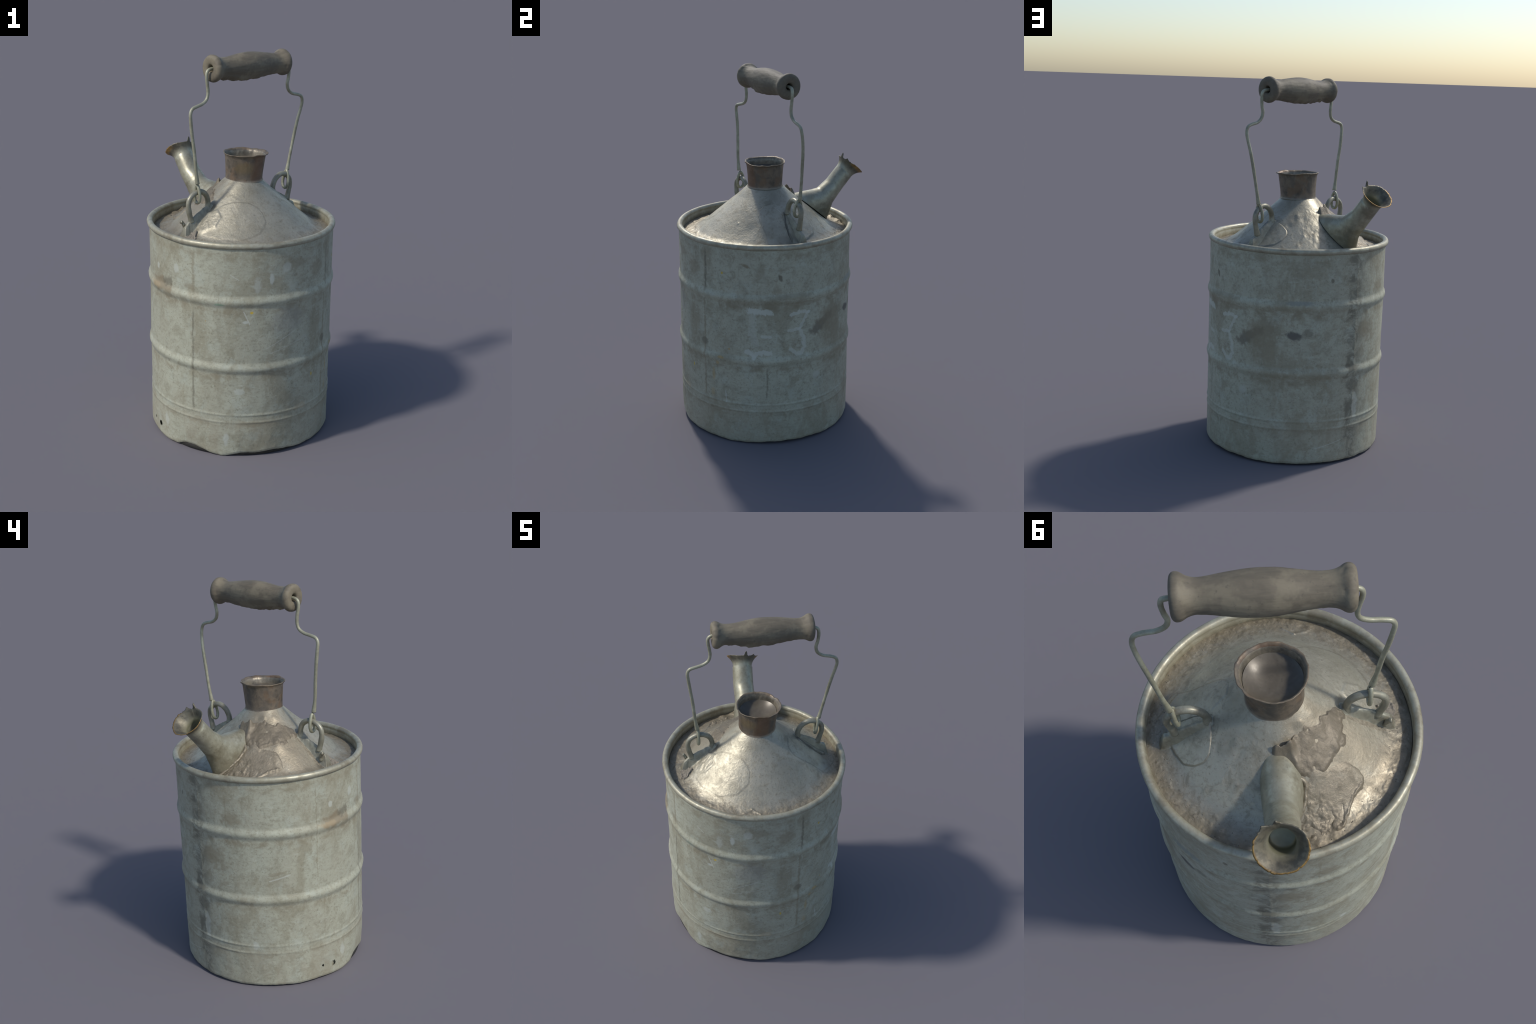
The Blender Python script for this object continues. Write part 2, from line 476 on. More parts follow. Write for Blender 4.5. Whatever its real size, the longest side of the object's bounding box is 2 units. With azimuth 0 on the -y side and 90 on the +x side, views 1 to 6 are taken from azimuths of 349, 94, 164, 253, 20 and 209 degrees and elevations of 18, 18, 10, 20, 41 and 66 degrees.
def neck_material():
    N, c, r, k = plain_metal("rusty_neck", (0.185, 0.148, 0.108), (0.118, 0.100, 0.078), (0.060, 0.053, 0.041), 22, (0.42, 0.6), 0.25, 0.75, 0.5)
    rag = N.noise(24, 4, 0.65)
    c = N.mix(N.mul(N.step(N.noise(16, 3, 0.5, N.scaled((1, 1, 1.0), (1, 5, 3))), 0.50, 0.62), 0.5), c, (0.175, 0.108, 0.060))
    front = N.mul(N.plan_spot(-0.01, -0.13, 0.07, rag), N.step(N.z, 1.38, 1.42), N.step(N.z, 1.47, 1.44))
    c = N.mix(N.mul(front, 0.55), c, (0.19, 0.135, 0.060))
    c = N.mix(N.mul(N.plan_spot(0.08, -0.10, 0.05, rag), 0.5), c, (0.19, 0.095, 0.045))
    c = N.mix(N.mul(N.step(N.z, 1.365, 1.35), 0.6), c, (0.30, 0.265, 0.20))
    c = N.mix(N.mul(N.step(N.z, 1.486, 1.492), 0.5), c, (0.20, 0.155, 0.10))
    return N.done(c, r, k, 0.5)


def spout_material(name="greenish_spout_zinc", rust=0.084):
    N, c, r, k = plain_metal(name, (0.375, 0.360, 0.272), (0.292, 0.275, 0.200), (0.150, 0.130, 0.084), 18, (0.36, 0.5), 0.45, 0.55, 0.25)
    rag = N.noise(32, 4, 0.65)
    u, ctr = SPOUT_AXIS, SPOUT_END
    q = N.vm('SUBTRACT', N.coord, tuple(ctr))
    along = N.vm('DOT_PRODUCT', q, tuple(u))
    axis_part = N.new("ShaderNodeVectorMath"); axis_part.operation = 'SCALE'
    axis_part.inputs[0].default_value = tuple(u); N.link(along, axis_part.inputs["Scale"])
    rad = N.vm('LENGTH', N.vm('SUBTRACT', q, axis_part.outputs[0]))
    # grime on the underside half of the tube, near its root
    under = N.mul(N.step(N.z, 1.27, 1.17), N.step(rag, 0.3, 0.55))
    c = N.mix(N.mul(under, 0.6), c, (0.19, 0.165, 0.11))
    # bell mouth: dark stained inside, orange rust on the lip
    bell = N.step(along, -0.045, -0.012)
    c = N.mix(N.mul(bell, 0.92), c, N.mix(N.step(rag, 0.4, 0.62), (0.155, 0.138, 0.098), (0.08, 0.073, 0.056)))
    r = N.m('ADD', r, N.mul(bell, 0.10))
    lip = N.mul(N.step(N.add(rad, N.mul(N.m('SUBTRACT', rag, 0.5), 0.016)), rust - 0.007, rust + 0.003), N.step(along, -0.03, -0.012))
    lowside = N.step(N.vm('DOT_PRODUCT', q, tuple(SPOUT_UP)), 0.045, 0.01)
    c = N.mix(N.mul(lip, lowside, 0.85), c, N.mix(N.step(rag, 0.4, 0.6), (0.40, 0.235, 0.06), (0.24, 0.145, 0.05)))
    inside = N.mul(N.step(rad, 0.0445, 0.0425), N.step(along, -0.25, -0.2))
    c = N.mix(N.mul(inside, 0.7), c, (0.26, 0.255, 0.165))  # throat tinted pale green for sunlight reaching into the hole
    return N.done(c, r, k, 0.5)


def wood_material(axis):
    N = Nodes("grey_weathered_wood")
    a = Vector(axis).to_track_quat('X', 'Z').to_euler()
    mp = N.new("ShaderNodeMapping"); mp.vector_type = 'TEXTURE'
    mp.inputs["Rotation"].default_value = a
    mp.inputs["Scale"].default_value = (1.0, 0.12, 0.12)
    N.link(N.coord, mp.inputs["Vector"])
    grain = N.noise(7, 5, 0.65, mp.outputs[0])
    blot = N.noise(11, 4, 0.6)
    fine = N.noise(70, 3, 0.6)
    c = N.mix(N.step(grain, 0.35, 0.65), (0.150, 0.127, 0.090), (0.122, 0.104, 0.074))
    c = N.mix(N.mul(N.step(blot, 0.46, 0.62), 0.75), c, (0.200, 0.172, 0.118))
    c = N.mix(N.mul(N.step(blot, 0.45, 0.30), 0.55), c, (0.105, 0.090, 0.066))
    c = N.mix(N.mul(N.step(fine, 0.6, 0.76), 0.5), c, (0.07, 0.062, 0.048))
    N.bump(N.add(grain, N.mul(fine, 0.4)), 0.35, 0.004)
    return N.done(c, 0.66, 0.0, 0.4)

# ------------------------------------------------------------------ spout frame
SPOUT_END = np.array([-0.263, 0.446, 1.419])
SPOUT_AXIS = np.array([-0.266, 0.603, 0.752]); SPOUT_AXIS /= np.linalg.norm(SPOUT_AXIS)
SPOUT_SIDE = np.cross(SPOUT_AXIS, [0, 0, 1.0]); SPOUT_SIDE /= np.linalg.norm(SPOUT_SIDE)
SPOUT_UP = np.cross(SPOUT_SIDE, SPOUT_AXIS)          # across the tube, towards the neck

DRUM = drum_material()
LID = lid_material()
PATCH = lid_material("brown_solder_patch", 0.6)
NECK = neck_material()
SPOUT = spout_material()
SPOUT_LIP = spout_material("rust_lipped_spout", 0.073)
def _pm(*a, **k):
    N, c, r, m = plain_metal(*a, **k)
    return N.done(c, r, m, 0.5)
RIM = _pm("worn_rim_zinc", (0.385, 0.370, 0.285), (0.315, 0.292, 0.212), (0.19, 0.160, 0.108), 20, (0.40, 0.55), 0.35, 0.6)
WIRE = _pm("galvanised_wire", (0.37, 0.365, 0.268), (0.29, 0.282, 0.200), (0.19, 0.170, 0.112), 22, (0.42, 0.55), 0.3, 0.45)
LUG = _pm("dull_lug_zinc", (0.31, 0.300, 0.230), (0.245, 0.230, 0.172), (0.15, 0.130, 0.092), 24, (0.40, 0.55), 0.35, 0.6)
MUD = _pm("dried_mud", (0.235, 0.205, 0.16), (0.18, 0.16, 0.125), (0.10, 0.09, 0.075), 40, (0.7, 0.85), 0.0, 0.6, 0.6)
RESIDUE = _pm("oily_residue", (0.150, 0.128, 0.094), (0.112, 0.094, 0.068), (0.065, 0.054, 0.040), 14, (0.30, 0.36), 0.15, 0.4, 0.05)
LINING = _pm("tinned_lining", (0.30, 0.262, 0.195), (0.20, 0.172, 0.128), (0.085, 0.075, 0.058), 26, (0.35, 0.5), 0.4, 0.7, 0.5)
BASE_BLACK = _pm("black_base", (0.035, 0.032, 0.026), (0.028, 0.026, 0.022), (0.018, 0.017, 0.015), 30, (0.8, 0.9), 0.0)
STRAW = _pm("dry_straw", (0.50, 0.44, 0.30), (0.42, 0.36, 0.25), (0.25, 0.2, 0.14), 30, (0.7, 0.8), 0.0)

# ------------------------------------------------------------------ drum body
def build_body():
    na, nz = 800, 330
    az = np.linspace(-180, 180, na, endpoint=False)
    # broken bottom edge: height and inward dent by azimuth
    ed_az = [-180, -165, -150, -142, -136, -130, -124, -118, -111, -104, -97, -90, -84, -78, -70, -60, -48, -35, -20, -8, 5, 20, 40, 62, 80, 95, 125, 150, 180]
    ed_z = [.010, .010, .006, .008, .028, .032, .022, .010, .001, .010, .018, .017, .021, .026, .022, .014, .010, .009, .006, .005, .010, .013, .011, .006, .010, .010, .010, .006, .010]
    ed_d = [.001, .004, .006, .016, .030, .034, .029, .022, .018, .026, .034, .030, .012, .006, .005, .002, 0, 0, .002, .001, 0, 0, 0, 0, 0, .001, .001, .001, .001]
    zb = np.interp(az, ed_az, ed_z) + 0.0045 * fbm(np.cos(np.radians(az)), np.sin(np.radians(az)), 0, 9, 4, 3)
    zb = np.maximum(zb, 0.0)
    zb -= zb.min()
    dent = 0.38 * np.interp(az, ed_az, ed_d)
    k = np.ones(5) / 5
    dent = np.convolve(np.r_[dent[-2:], dent, dent[:2]], k, 'valid')
    t = np.linspace(0, 1, nz)
    A, Tt = np.meshgrid(np.radians(az), t)
    ZB = np.broadcast_to(zb, A.shape)
    Z = ZB + (1.122 - ZB) * Tt
    r = np.full_like(Z, R_BODY)
    ca, sa = np.cos(A), np.sin(A)
    wob = 0.0015 * vnoise(ca * 2, sa * 2, Z * 2, 5)
    for z0, amp, s in ((0.848, 0.0092, 0.036), (0.493, 0.0092, 0.036)):
        soft = 1 + 0.12 * vnoise(ca * 5, sa * 5, z0, 8)
        r += amp * soft * (0.5 + 0.5 * np.cos(np.pi * np.clip((Z - z0 - wob) / s, -1, 1)))
    worn = 0.75 + 0.5 * vnoise(ca * 4, sa * 4, 1.0, 11)
    r += 0.0032 * worn * gauss(Z - 0.236 - wob, 0.0065) + 0.0028 * worn * gauss(Z - 0.195 - wob, 0.006) + 0.0008 * sstep(0.24, 0.2, Z)
    # sheet is never true: broad buckles, small dings, lumpy skirt
    r += 0.0022 * fbm(ca, sa, Z * 1.2, 3.0, 2, 21) + 0.0006 * fbm(ca, sa, Z, 16, 3, 23)
    r += sstep(0.30, 0.05, Z) * 0.0016 * fbm(ca, sa, Z * 1.6, 12, 3, 25)
    r -= dent * sstep(0.17, 0.0, Z) ** 1.3
    r -= 0.0035 * sstep(0.012, 0.0, Z - ZB)
    # lapped side seams: tiny steps
    for a0, h in ((-129.3, 0.0012), (-37.5, 0.0012), (114, 0.001), (-170.4, 0.0009)):
        d = (np.degrees(A) - a0 + 180) % 360 - 180
        r += h * gauss(d, 0.9) * sstep(0.23, 0.27, Z)
    d = np.hypot((np.degrees(A) + 94) / 57.3 * 0.48, (Z - 0.215) * 1.6)      # crushed patch over the front dent
    r -= 0.004 * gauss(d, 0.10)
    for a0, z0, w, h in ((-160, 0.205, 0.02, 0.002), (-166, 0.125, 0.018, 0.002), (-21.5, 0.27, 0.012, 0.0035), (-22, 0.235, 0.02, 0.003)):
        d = np.hypot(((np.degrees(A) - a0 + 180) % 360 - 180) / 57.3 * 0.48 * 0.7, Z - z0)
        r += h * gauss(d, w * 0.6)
    X, Y = CX + r * ca, CY + r * sa
    outer = np.stack([X, Y, Z], -1).reshape(-1, 3)
    quads = np.array(grid_faces(na, nz))
    # rust holes near the foot
    for a0, z0, R in ((-160.2, 0.068, 0.0155), (-168.3, 0.077, 0.0070)):
        c = np.array([CX + R_BODY * math.cos(math.radians(a0)), CY + R_BODY * math.sin(math.radians(a0)), z0])
        gone = np.linalg.norm(outer[quads].mean(1) - c, axis=1) < R
        ring = set(quads[gone].ravel().tolist())
        quads = quads[~gone]
        for i in ring & set(quads.ravel().tolist()):
            v = outer[i] - c
            l = np.linalg.norm(v)
            outer[i] = c + v / l * R * (0.95 + 0.22 * math.sin(i * 1.7))
    # turned-in foot and inner wall of the hollow skirt
    n0 = len(outer)
    last = outer[:na].copy()
    rows = []
    for dr, dz in ((0.004, -0.0006), (0.008, 0.003), (0.010, 0.02), (0.010, 0.19)):
        c2 = last.copy()
        d2 = c2[:, :2] - (CX, CY)
        l = np.linalg.norm(d2, axis=1)[:, None]
        inward = dr if dz < 0.1 else np.maximum(dr, l - (R_BODY - 0.01))
        c2[:, :2] -= d2 / l * inward if dz < 0.1 else d2 / l * (l - (R_BODY - 0.012))
        c2[:, 2] = np.maximum(last[:, 2] + dz, 0) if dz < 0.1 else 0.2
        rows.append(c2)
    faces = quads.tolist()
    verts = np.vstack([outer] + rows)
    ids = [np.arange(na)] + [n0 + i * na + np.arange(na) for i in range(len(rows))]
    for p, q in zip(ids, ids[1:]):
        for i in range(na):
            j = (i + 1) % na
            faces.append((p[i], p[j], q[j], q[i]))
    body = add("body", verts, faces, DRUM)
    # recessed bottom panel
    m = 128
    rim = lambda r, z: [(CX + r * math.cos(2 * math.pi * i / m), CY + r * math.sin(2 * math.pi * i / m), z) for i in range(m)]
    add("bottom_panel", rim(0.455, 0.001) + rim(0.464, 0.004) + rim(0.4655, 0.030) + rim(0.46, 0.034),
        grid_faces(m, 4) + [tuple(range(m)), tuple(range(3 * m, 4 * m))], BASE_BLACK)
    return body

# ------------------------------------------------------------------ rolled rim
BEAD_R, BEAD_Z, BEAD_W = 0.4772, 1.1335, 0.0158
def build_rim():
    na = 480
    prof = []
    for a in np.linspace(-112, 205, 22):
        prof.append((BEAD_R + BEAD_W * math.cos(math.radians(a)), BEAD_Z + BEAD_W * math.sin(math.radians(a)) * 1.02))
    prof.insert(0, (R_BODY - 0.010, 1.116))
    prof += [(0.4598, 1.122), (0.4605, 1.105), (0.462, 1.082), (0.470, 1.076)]
    az = np.linspace(0, 2 * math.pi, na, endpoint=False)
    V = []
    for r, z in prof:
        dr = 0.0012 * fbm(np.cos(az), np.sin(az), z * 3, 6, 3, 31) + 0.0006 * fbm(np.cos(az), np.sin(az), z * 9, 26, 2, 35)
        dz = 0.0022 * fbm(np.cos(az), np.sin(az), 0.5, 2.2, 2, 33)
        V.append(np.stack([CX - 0.002 + (r + dr) * np.cos(az), CY + 0.001 + (r + dr) * np.sin(az), z + dz], -1))
    return add("rim", np.vstack(V), grid_faces(na, len(prof)), RIM)

# ------------------------------------------------------------------ lid
LID_PROFILE = np.array([(0.0, 1.43), (0.080, 1.371), (0.094, 1.358), (0.15, 1.305), (0.25, 1.220), (0.335, 1.148), (0.37, 1.121), (0.40, 1.106), (0.43, 1.0995), (0.47, 1.096)])
_rr = np.linspace(0, 0.47, 400)
_zz = np.interp(_rr, LID_PROFILE[:, 0], LID_PROFILE[:, 1])
_k = np.exp(-np.linspace(-2, 2, 31) ** 2); _k /= _k.sum()
_zs = np.convolve(np.pad(_zz, 15, mode='edge'), _k, 'valid')
_zs[:110] = _zz[:110]

SPOUT_SOLDER = [(-0.105, 0.150), (-0.140, 0.153), (-0.186, 0.150), (-0.206, 0.176), (-0.214, 0.206), (-0.218, 0.240), (-0.226, 0.275), (-0.235, 0.305)]
UPPER_PATCH = [(-0.060, 0.128), (-0.082, 0.098), (-0.108, 0.045), (-0.130, 0.005), (-0.145, -0.05), (-0.158, -0.10), (-0.185, -0.128), (-0.205, -0.105),
               (-0.232, -0.055), (-0.240, 0.0), (-0.238, 0.045), (-0.222, 0.085), (-0.198, 0.120), (-0.165, 0.145), (-0.125, 0.158), (-0.085, 0.150)]
LOWER_SKIN = [(-0.19, 0.120), (-0.235, 0.072), (-0.262, 0.025), (-0.300, 0.000), (-0.335, 0.008), (-0.353, 0.045), (-0.345, 0.093), (-0.358, 0.14),
              (-0.350, 0.20), (-0.31, 0.255), (-0.265, 0.300), (-0.235, 0.29), (-0.215, 0.21)]
def lid_z(x, y, features=True):
    r = np.hypot(x - LX, y - LY)
    z = np.interp(r, _rr, _zs)
    if not features:
        return z
    z = z + (0.0016 * fbm(x, y, 0, 7, 2, 41) + 0.0005 * fbm(x, y, 0, 55, 3, 42)) * sstep(0.10, 0.16, r)
    # grit in the gutter, more of it towards the edge
    grit = sstep(0.34, 0.43, r)
    z = z + grit * (0.0028 * fbm(x, y, 0, 38, 3, 43) + 0.0016 * np.maximum(0, vnoise(x * 90, y * 90, 0, 47) - 0.35))
    a = np.degrees(np.arctan2(y - LY, x - LX))
    # pitted back side between neck, lug and spout
    back = sstep(55, 80, a) * sstep(135, 105, a) * sstep(0.12, 0.17, r) * sstep(0.40, 0.30, r)
    z = z + back * (0.0022 * fbm(x, y, 0, 30, 3, 49) - 0.0035 * np.maximum(0, vnoise(x * 45, y * 45, 0.3, 51) - 0.45))
    # dents
    for dx, dy, s, h in ((0.119, 0.186, 0.013, -0.004), (0.088, 0.163, 0.014, -0.003), (0.064, 0.149, 0.012, 0.0025), (0.037, 0.176, 0.013, -0.003),
                         (0.057, 0.265, 0.010, 0.003), (0.101, 0.306, 0.011, 0.003), (-0.09, 0.045, 0.012, -0.003), (-0.105, 0.02, 0.010, 0.003), (0.25, -0.15, 0.006, 0.002),
                         (0.30, -0.08, 0.03, -0.003), (-0.118, -0.03, 0.012, 0.003), (-0.30, -0.06, 0.05, 0.004), (-0.105, 0.060, 0.045, -0.008), (-0.200, 0.105, 0.035, 0.009), (-0.240, -0.005, 0.032, 0.008)):
        z = z + h * gauss(np.hypot(x - dx, y - dy), s)
    # thin flux film around the far lug and in front of the near one
    film = [(0.376, 0.021), (0.322, 0.004), (0.265, -0.030), (0.236, -0.042), (0.205, -0.038), (0.185, -0.015), (0.172, 0.018), (0.2, 0.08), (0.3, 0.13), (0.4, 0.14)]
    d = poly_sdf(x, y, film)
    z = z + 0.002 * sstep(0.004, -0.004, d)
    d = poly_sdf(x, y, [(-0.123, -0.185), (0.013, -0.214), (0.065, -0.25), (0.078, -0.295), (0.04, -0.35), (-0.055, -0.379), (-0.172, -0.337), (-0.25, -0.27), (-0.25, -0.19)])
    z = z + 0.0010 * sstep(0.004, -0.004, d)
    # splashed solder beside the near lug
    d = poly_sdf(x, y, [(-0.275, -0.175), (-0.206, -0.172), (-0.152, -0.199), (-0.143, -0.243), (-0.174, -0.272), (-0.235, -0.267), (-0.275, -0.23)])
    z = z + sstep(0.008, -0.012, d) * (0.004 + 0.0035 * fbm(x, y, 0, 42, 3, 53)) + 0.0025 * gauss(d, 0.007)
    # crumpled mound against the rim near the spout
    for mx, my, s, h in ((-0.262, 0.352, 0.035, 0.016), (-0.20, 0.385, 0.03, 0.012), (-0.31, 0.285, 0.03, 0.008), (-0.36, 0.21, 0.03, 0.004), (0.0, 0.395, 0.02, 0.005)):
        z = z + h * gauss(np.hypot(x - mx, y - my), s) * (1 + 0.5 * fbm(x, y, 0, 40, 2, 55))
    # folded tin flake near the front edge
    z = z + 0.0025 * gauss(seg_dist(x, y, 0.106, -0.420, 0.134, -0.389), 0.006) + 0.0035 * gauss(seg_dist(x, y, 0.134, -0.389, 0.187, -0.396), 0.004)
    return z

def build_lid():
    na, nr = 900, 210
    az = np.linspace(0, 2 * math.pi, na, endpoint=False)
    rr = np.linspace(0.080, 0.466, nr)
    A, R = np.meshgrid(az, rr)
    X, Y = LX + R * np.cos(A), LY + R * np.sin(A)
    keepin = np.hypot(X - CX, Y - CY)
    Z = lid_z(X, Y)
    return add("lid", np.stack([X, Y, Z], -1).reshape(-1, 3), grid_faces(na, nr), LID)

def skin(name, poly, height, mat, step=0.0026, edge=0.006, rough=(0.0, 30), sink=0.004, seed=0, extra=None, parent=None, wobble=0.005, lift_normal=True):
    """A sheet lying on the lid inside a plan polygon, with rounded ragged edges that dip into the lid."""
    P = [tuple(q) for q in closed_spline(poly, 90)]
    xs = np.array([p[0] for p in P]); ys = np.array([p[1] for p in P])
    gx = np.arange(xs.min() - 0.012, xs.max() + 0.012, step)
    gy = np.arange(ys.min() - 0.012, ys.max() + 0.012, step)
    X, Y = np.meshgrid(gx, gy)
    d = poly_sdf(X, Y, P) + wobble * fbm(X, Y, 0, 45, 2, seed + 3)
    if callable(height):
        height = height(X, Y)
    h = height * sstep(0.0, -edge, d) - sink * sstep(-0.001, 0.006, d)
    inside = sstep(0.0, -0.008, d)
    h = h + inside * rough[0] * fbm(X, Y, 0, rough[1], 3, seed)
    if extra is not None:
        h = h + inside * extra(X, Y, d)
    Z = lid_z(X, Y) + h
    nx, ny = len(gx), len(gy)
    ok = d < 0.006
    F = []
    for j in range(ny - 1):
        for i in range(nx - 1):
            a = j * nx + i
            if ok[j, i] and ok[j, i + 1] and ok[j + 1, i] and ok[j + 1, i + 1]:
                F.append((a, a + 1, a + nx + 1, a + nx))
    return add(name, np.stack([X, Y, Z], -1).reshape(-1, 3), F, mat, parent)

def build_patches(lid):
    def upper(x, y, d):
        # lifted, curled lip on the spout side and a ragged solder ridge along the lower edge
        lip = gauss(seg_dist(x, y, -0.070, 0.122, -0.104, 0.092), 0.015) * 0.026
        lip = lip + gauss(seg_dist(x, y, -0.104, 0.092, -0.15, 0.13), 0.013) * 0.012
        ridge = 0.0032 * gauss(d + 0.009, 0.006) * np.maximum(0, vnoise(x * 50, y * 50, 0, 61) + 0.1) * 1.5
        dip = -0.003 * gauss(np.hypot(x + 0.185, y - 0.105), 0.02)
        return lip + ridge + dip + 0.004 * fbm(x, y, 0, 12, 2, 63)
    skin("solder_patch", UPPER_PATCH, 0.0040, PATCH, rough=(0.0050, 30), seed=60, extra=upper, parent=lid, edge=0.014, sink=0.002, wobble=0.014)

    def lower(x, y, d):
        crack = sstep(-0.325, -0.345, x)
        e = gauss(d + 0.006, 0.008) * 0.0055 * crack * (1 + vnoise(x * 80, y * 80, 0, 66))
        rough_zone = sstep(0.12, 0.20, y)
        lumps = rough_zone * 0.0075 * fbm(x, y, 0, 52, 3, 67)
        worms = -0.003 * gauss(line_dist(x, y, [(-0.320, 0.130), (-0.334, 0.150), (-0.344, 0.167)]), 0.0035) - 0.003 * gauss(line_dist(x, y, [(-0.30, 0.17), (-0.315, 0.185), (-0.318, 0.21)]), 0.0035)
        belly = 0.006 * gauss(np.hypot(x + 0.30, y - 0.04), 0.05)
        return e + lumps + worms + belly
    skin("solder_patch", LOWER_SKIN, 0.0020, PATCH_LIGHT, rough=(0.0012, 34), seed=70, extra=lower, parent=lid, edge=0.018, sink=0.002, wobble=0.008)
    # bead of solder running round the spout root
    path = spline([(x, y, float(lid_z(np.array(x), np.array(y))) + 0.004) for x, y in SPOUT_SOLDER], 90)
    r = 0.0075 + 0.003 * fbm(path[:, 0], path[:, 1], path[:, 2], 60, 2, 71)
    path[:, :2] += 0.003 * np.stack([vnoise(path[:, 0] * 70, path[:, 1] * 70, 0, 73), vnoise(path[:, 0] * 70, path[:, 1] * 70, 5, 74)], -1)
    add("solder_bead", *tube(path, r, 10), PATCH_LIGHT, lid)

# ------------------------------------------------------------------ lugs
def build_lug(side):
    """Oval plate, saddle bar and arched ring; side 'near' stands at azimuth 213, 'far' at 33 degrees."""
    if side == 'near':
        plate = [(-0.20, -0.118), (-0.235, -0.125), (-0.29, -0.155), (-0.335, -0.19), (-0.345, -0.225), (-0.315, -0.245), (-0.27, -0.225), (-0.215, -0.185), (-0.180, -0.155)]
        bar = [(-0.182, -0.136), (-0.330, -0.234)]
        arch = [(-0.280, -0.200, 1.185), (-0.290, -0.207, 1.225), (-0.296, -0.211, 1.268), (-0.288, -0.206, 1.304), (-0.260, -0.188, 1.328), (-0.226, -0.165, 1.330),
                (-0.200, -0.147, 1.308), (-0.189, -0.140, 1.275), (-0.188, -0.139, 1.238)]
        h = 0.0022
    else:
        plate = [(0.205, 0.092), (0.252, 0.105), (0.297, 0.126), (0.330, 0.148), (0.335, 0.178), (0.30, 0.207), (0.262, 0.232), (0.214, 0.255), (0.171, 0.251), (0.144, 0.234),
                 (0.136, 0.205), (0.155, 0.160), (0.178, 0.118)]
        bar = [(0.184, 0.113), (0.330, 0.207)]
        arch = [(0.283, 0.177, 1.185), (0.293, 0.183, 1.225), (0.300, 0.187, 1.265), (0.294, 0.184, 1.300), (0.270, 0.166, 1.327), (0.238, 0.145, 1.333),
                (0.208, 0.125, 1.313), (0.192, 0.114, 1.280), (0.189, 0.112, 1.245)]
        h = 0.0048
    if side == 'far':
        h = lambda x, y: 0.0042 + 0.006 * sstep(0.09, 0.0, line_dist(x, y, [(0.201, 0.098), (0.326, 0.148)]))
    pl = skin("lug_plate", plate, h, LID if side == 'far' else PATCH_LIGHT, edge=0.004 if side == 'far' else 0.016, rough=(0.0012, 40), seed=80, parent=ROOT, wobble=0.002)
    # saddle bar along the slope, filled to the lid with solder
    a, b = np.array(bar[0]), np.array(bar[1])
    L = np.linalg.norm(b - a)
    ax, sd = (b - a) / L, np.array([-(b - a)[1], (b - a)[0]]) / L
    cap = [a - ax * 0.012, a + sd * 0.022, (a + b) / 2 + sd * 0.027, b + sd * 0.030, b + ax * 0.012 + sd * 0.015, b + ax * 0.012 - sd * 0.015, b - sd * 0.030, (a + b) / 2 - sd * 0.027, a - sd * 0.022]
    def height(x, y):
        t = np.clip(((x - a[0]) * ax[0] + (y - a[1]) * ax[1]) / L, 0, 1)
        return 0.030 + 0.022 * sstep(0.1, 0.7, t)
    skin("lug_bar", cap, height, LUG, step=0.002, edge=0.026, rough=(0.006, 34), seed=82, parent=pl, wobble=0.002, sink=0.002)
    out = np.array([math.copysign(-0.004, arch[0][0]), math.copysign(-0.0026, arch[0][0]), -0.002])
    path = spline(np.array(arch) + out, 90)
    rad = 0.0134 + 0.0016 * fbm(path[:, 0], path[:, 1], path[:, 2], 25, 2, 85)
    rad = rad + 0.004 * np.r_[np.linspace(1, 0, 10) ** 2, np.zeros(70), np.linspace(0, 1, 10) ** 2]
    add("lug_ring", *tube(path, rad, 18), LUG, pl)

# ------------------------------------------------------------------ neck
def build_neck():
    na = 200
    base, top = np.array([0.012, -0.022]), np.array([0.020, -0.022])
    prof = [(0.1000, 1.352), (0.0965, 1.358), (0.0955, 1.366), (0.0965, 1.39), (0.0985, 1.42), (0.1015, 1.45), (0.1035, 1.470), (0.1050, 1.480), (0.1085, 1.486), (0.1125, 1.4895),
            (0.1140, 1.4925), (0.1120, 1.4945), (0.1070, 1.491), (0.1020, 1.484), (0.0990, 1.470), (0.0955, 1.44), (0.0940, 1.415), (0.0935, 1.40), (0.093, 1.36)]
    az = np.linspace(0, 2 * math.pi, na, endpoint=False)
    V = []
    for r, z in prof:
        t = (z - 1.352) / 0.14
        c = base + (top - base) * t
        d = (0.0018 * fbm(np.cos(az), np.sin(az), z * 4, 2.5, 2, 91) + 0.0010 * fbm(np.cos(az), np.sin(az), z * 9, 9, 3, 93)) * (0.5 + t)
        lip = sstep(1.478, 1.49, z)
        d = d + lip * (0.005 * gauss((az - 0.12 + math.pi) % (2 * math.pi) - math.pi, 0.35) + 0.0035 * fbm(np.cos(az), np.sin(az), 1.0, 4, 2, 95))
        dz = lip * (0.0060 * fbm(np.cos(az), np.sin(az), 2.0, 2.4, 2, 97) - 0.004 * gauss((az - 0.1 + math.pi) % (2 * math.pi) - math.pi, 0.5))
        sq = 1 + 0.02 * np.cos(2 * (az - 0.4)) * t
        V.append(np.stack([c[0] + (r + d) * sq * np.cos(az), c[1] + (r + d) * sq * np.sin(az), z + dz], -1))
    neck = add("filler_neck", np.vstack(V), grid_faces(na, len(prof)), NECK)
    neck.data.materials.append(LINING)
    for p in neck.data.polygons:
        if p.index >= 13 * na:
            p.material_index = 1
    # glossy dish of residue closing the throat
    V, rows = [], np.linspace(0.002, 0.0965, 24)
    for r in rows:
        z = 1.420 + 0.034 * (r / 0.0965) ** 2.2
        V.append(np.stack([0.017 + r * np.cos(az), -0.022 + r * np.sin(az), z + 0 * az], -1))
    add("residue", np.vstack(V), grid_faces(na, len(rows)) + [tuple(range(na))], RESIDUE, neck)

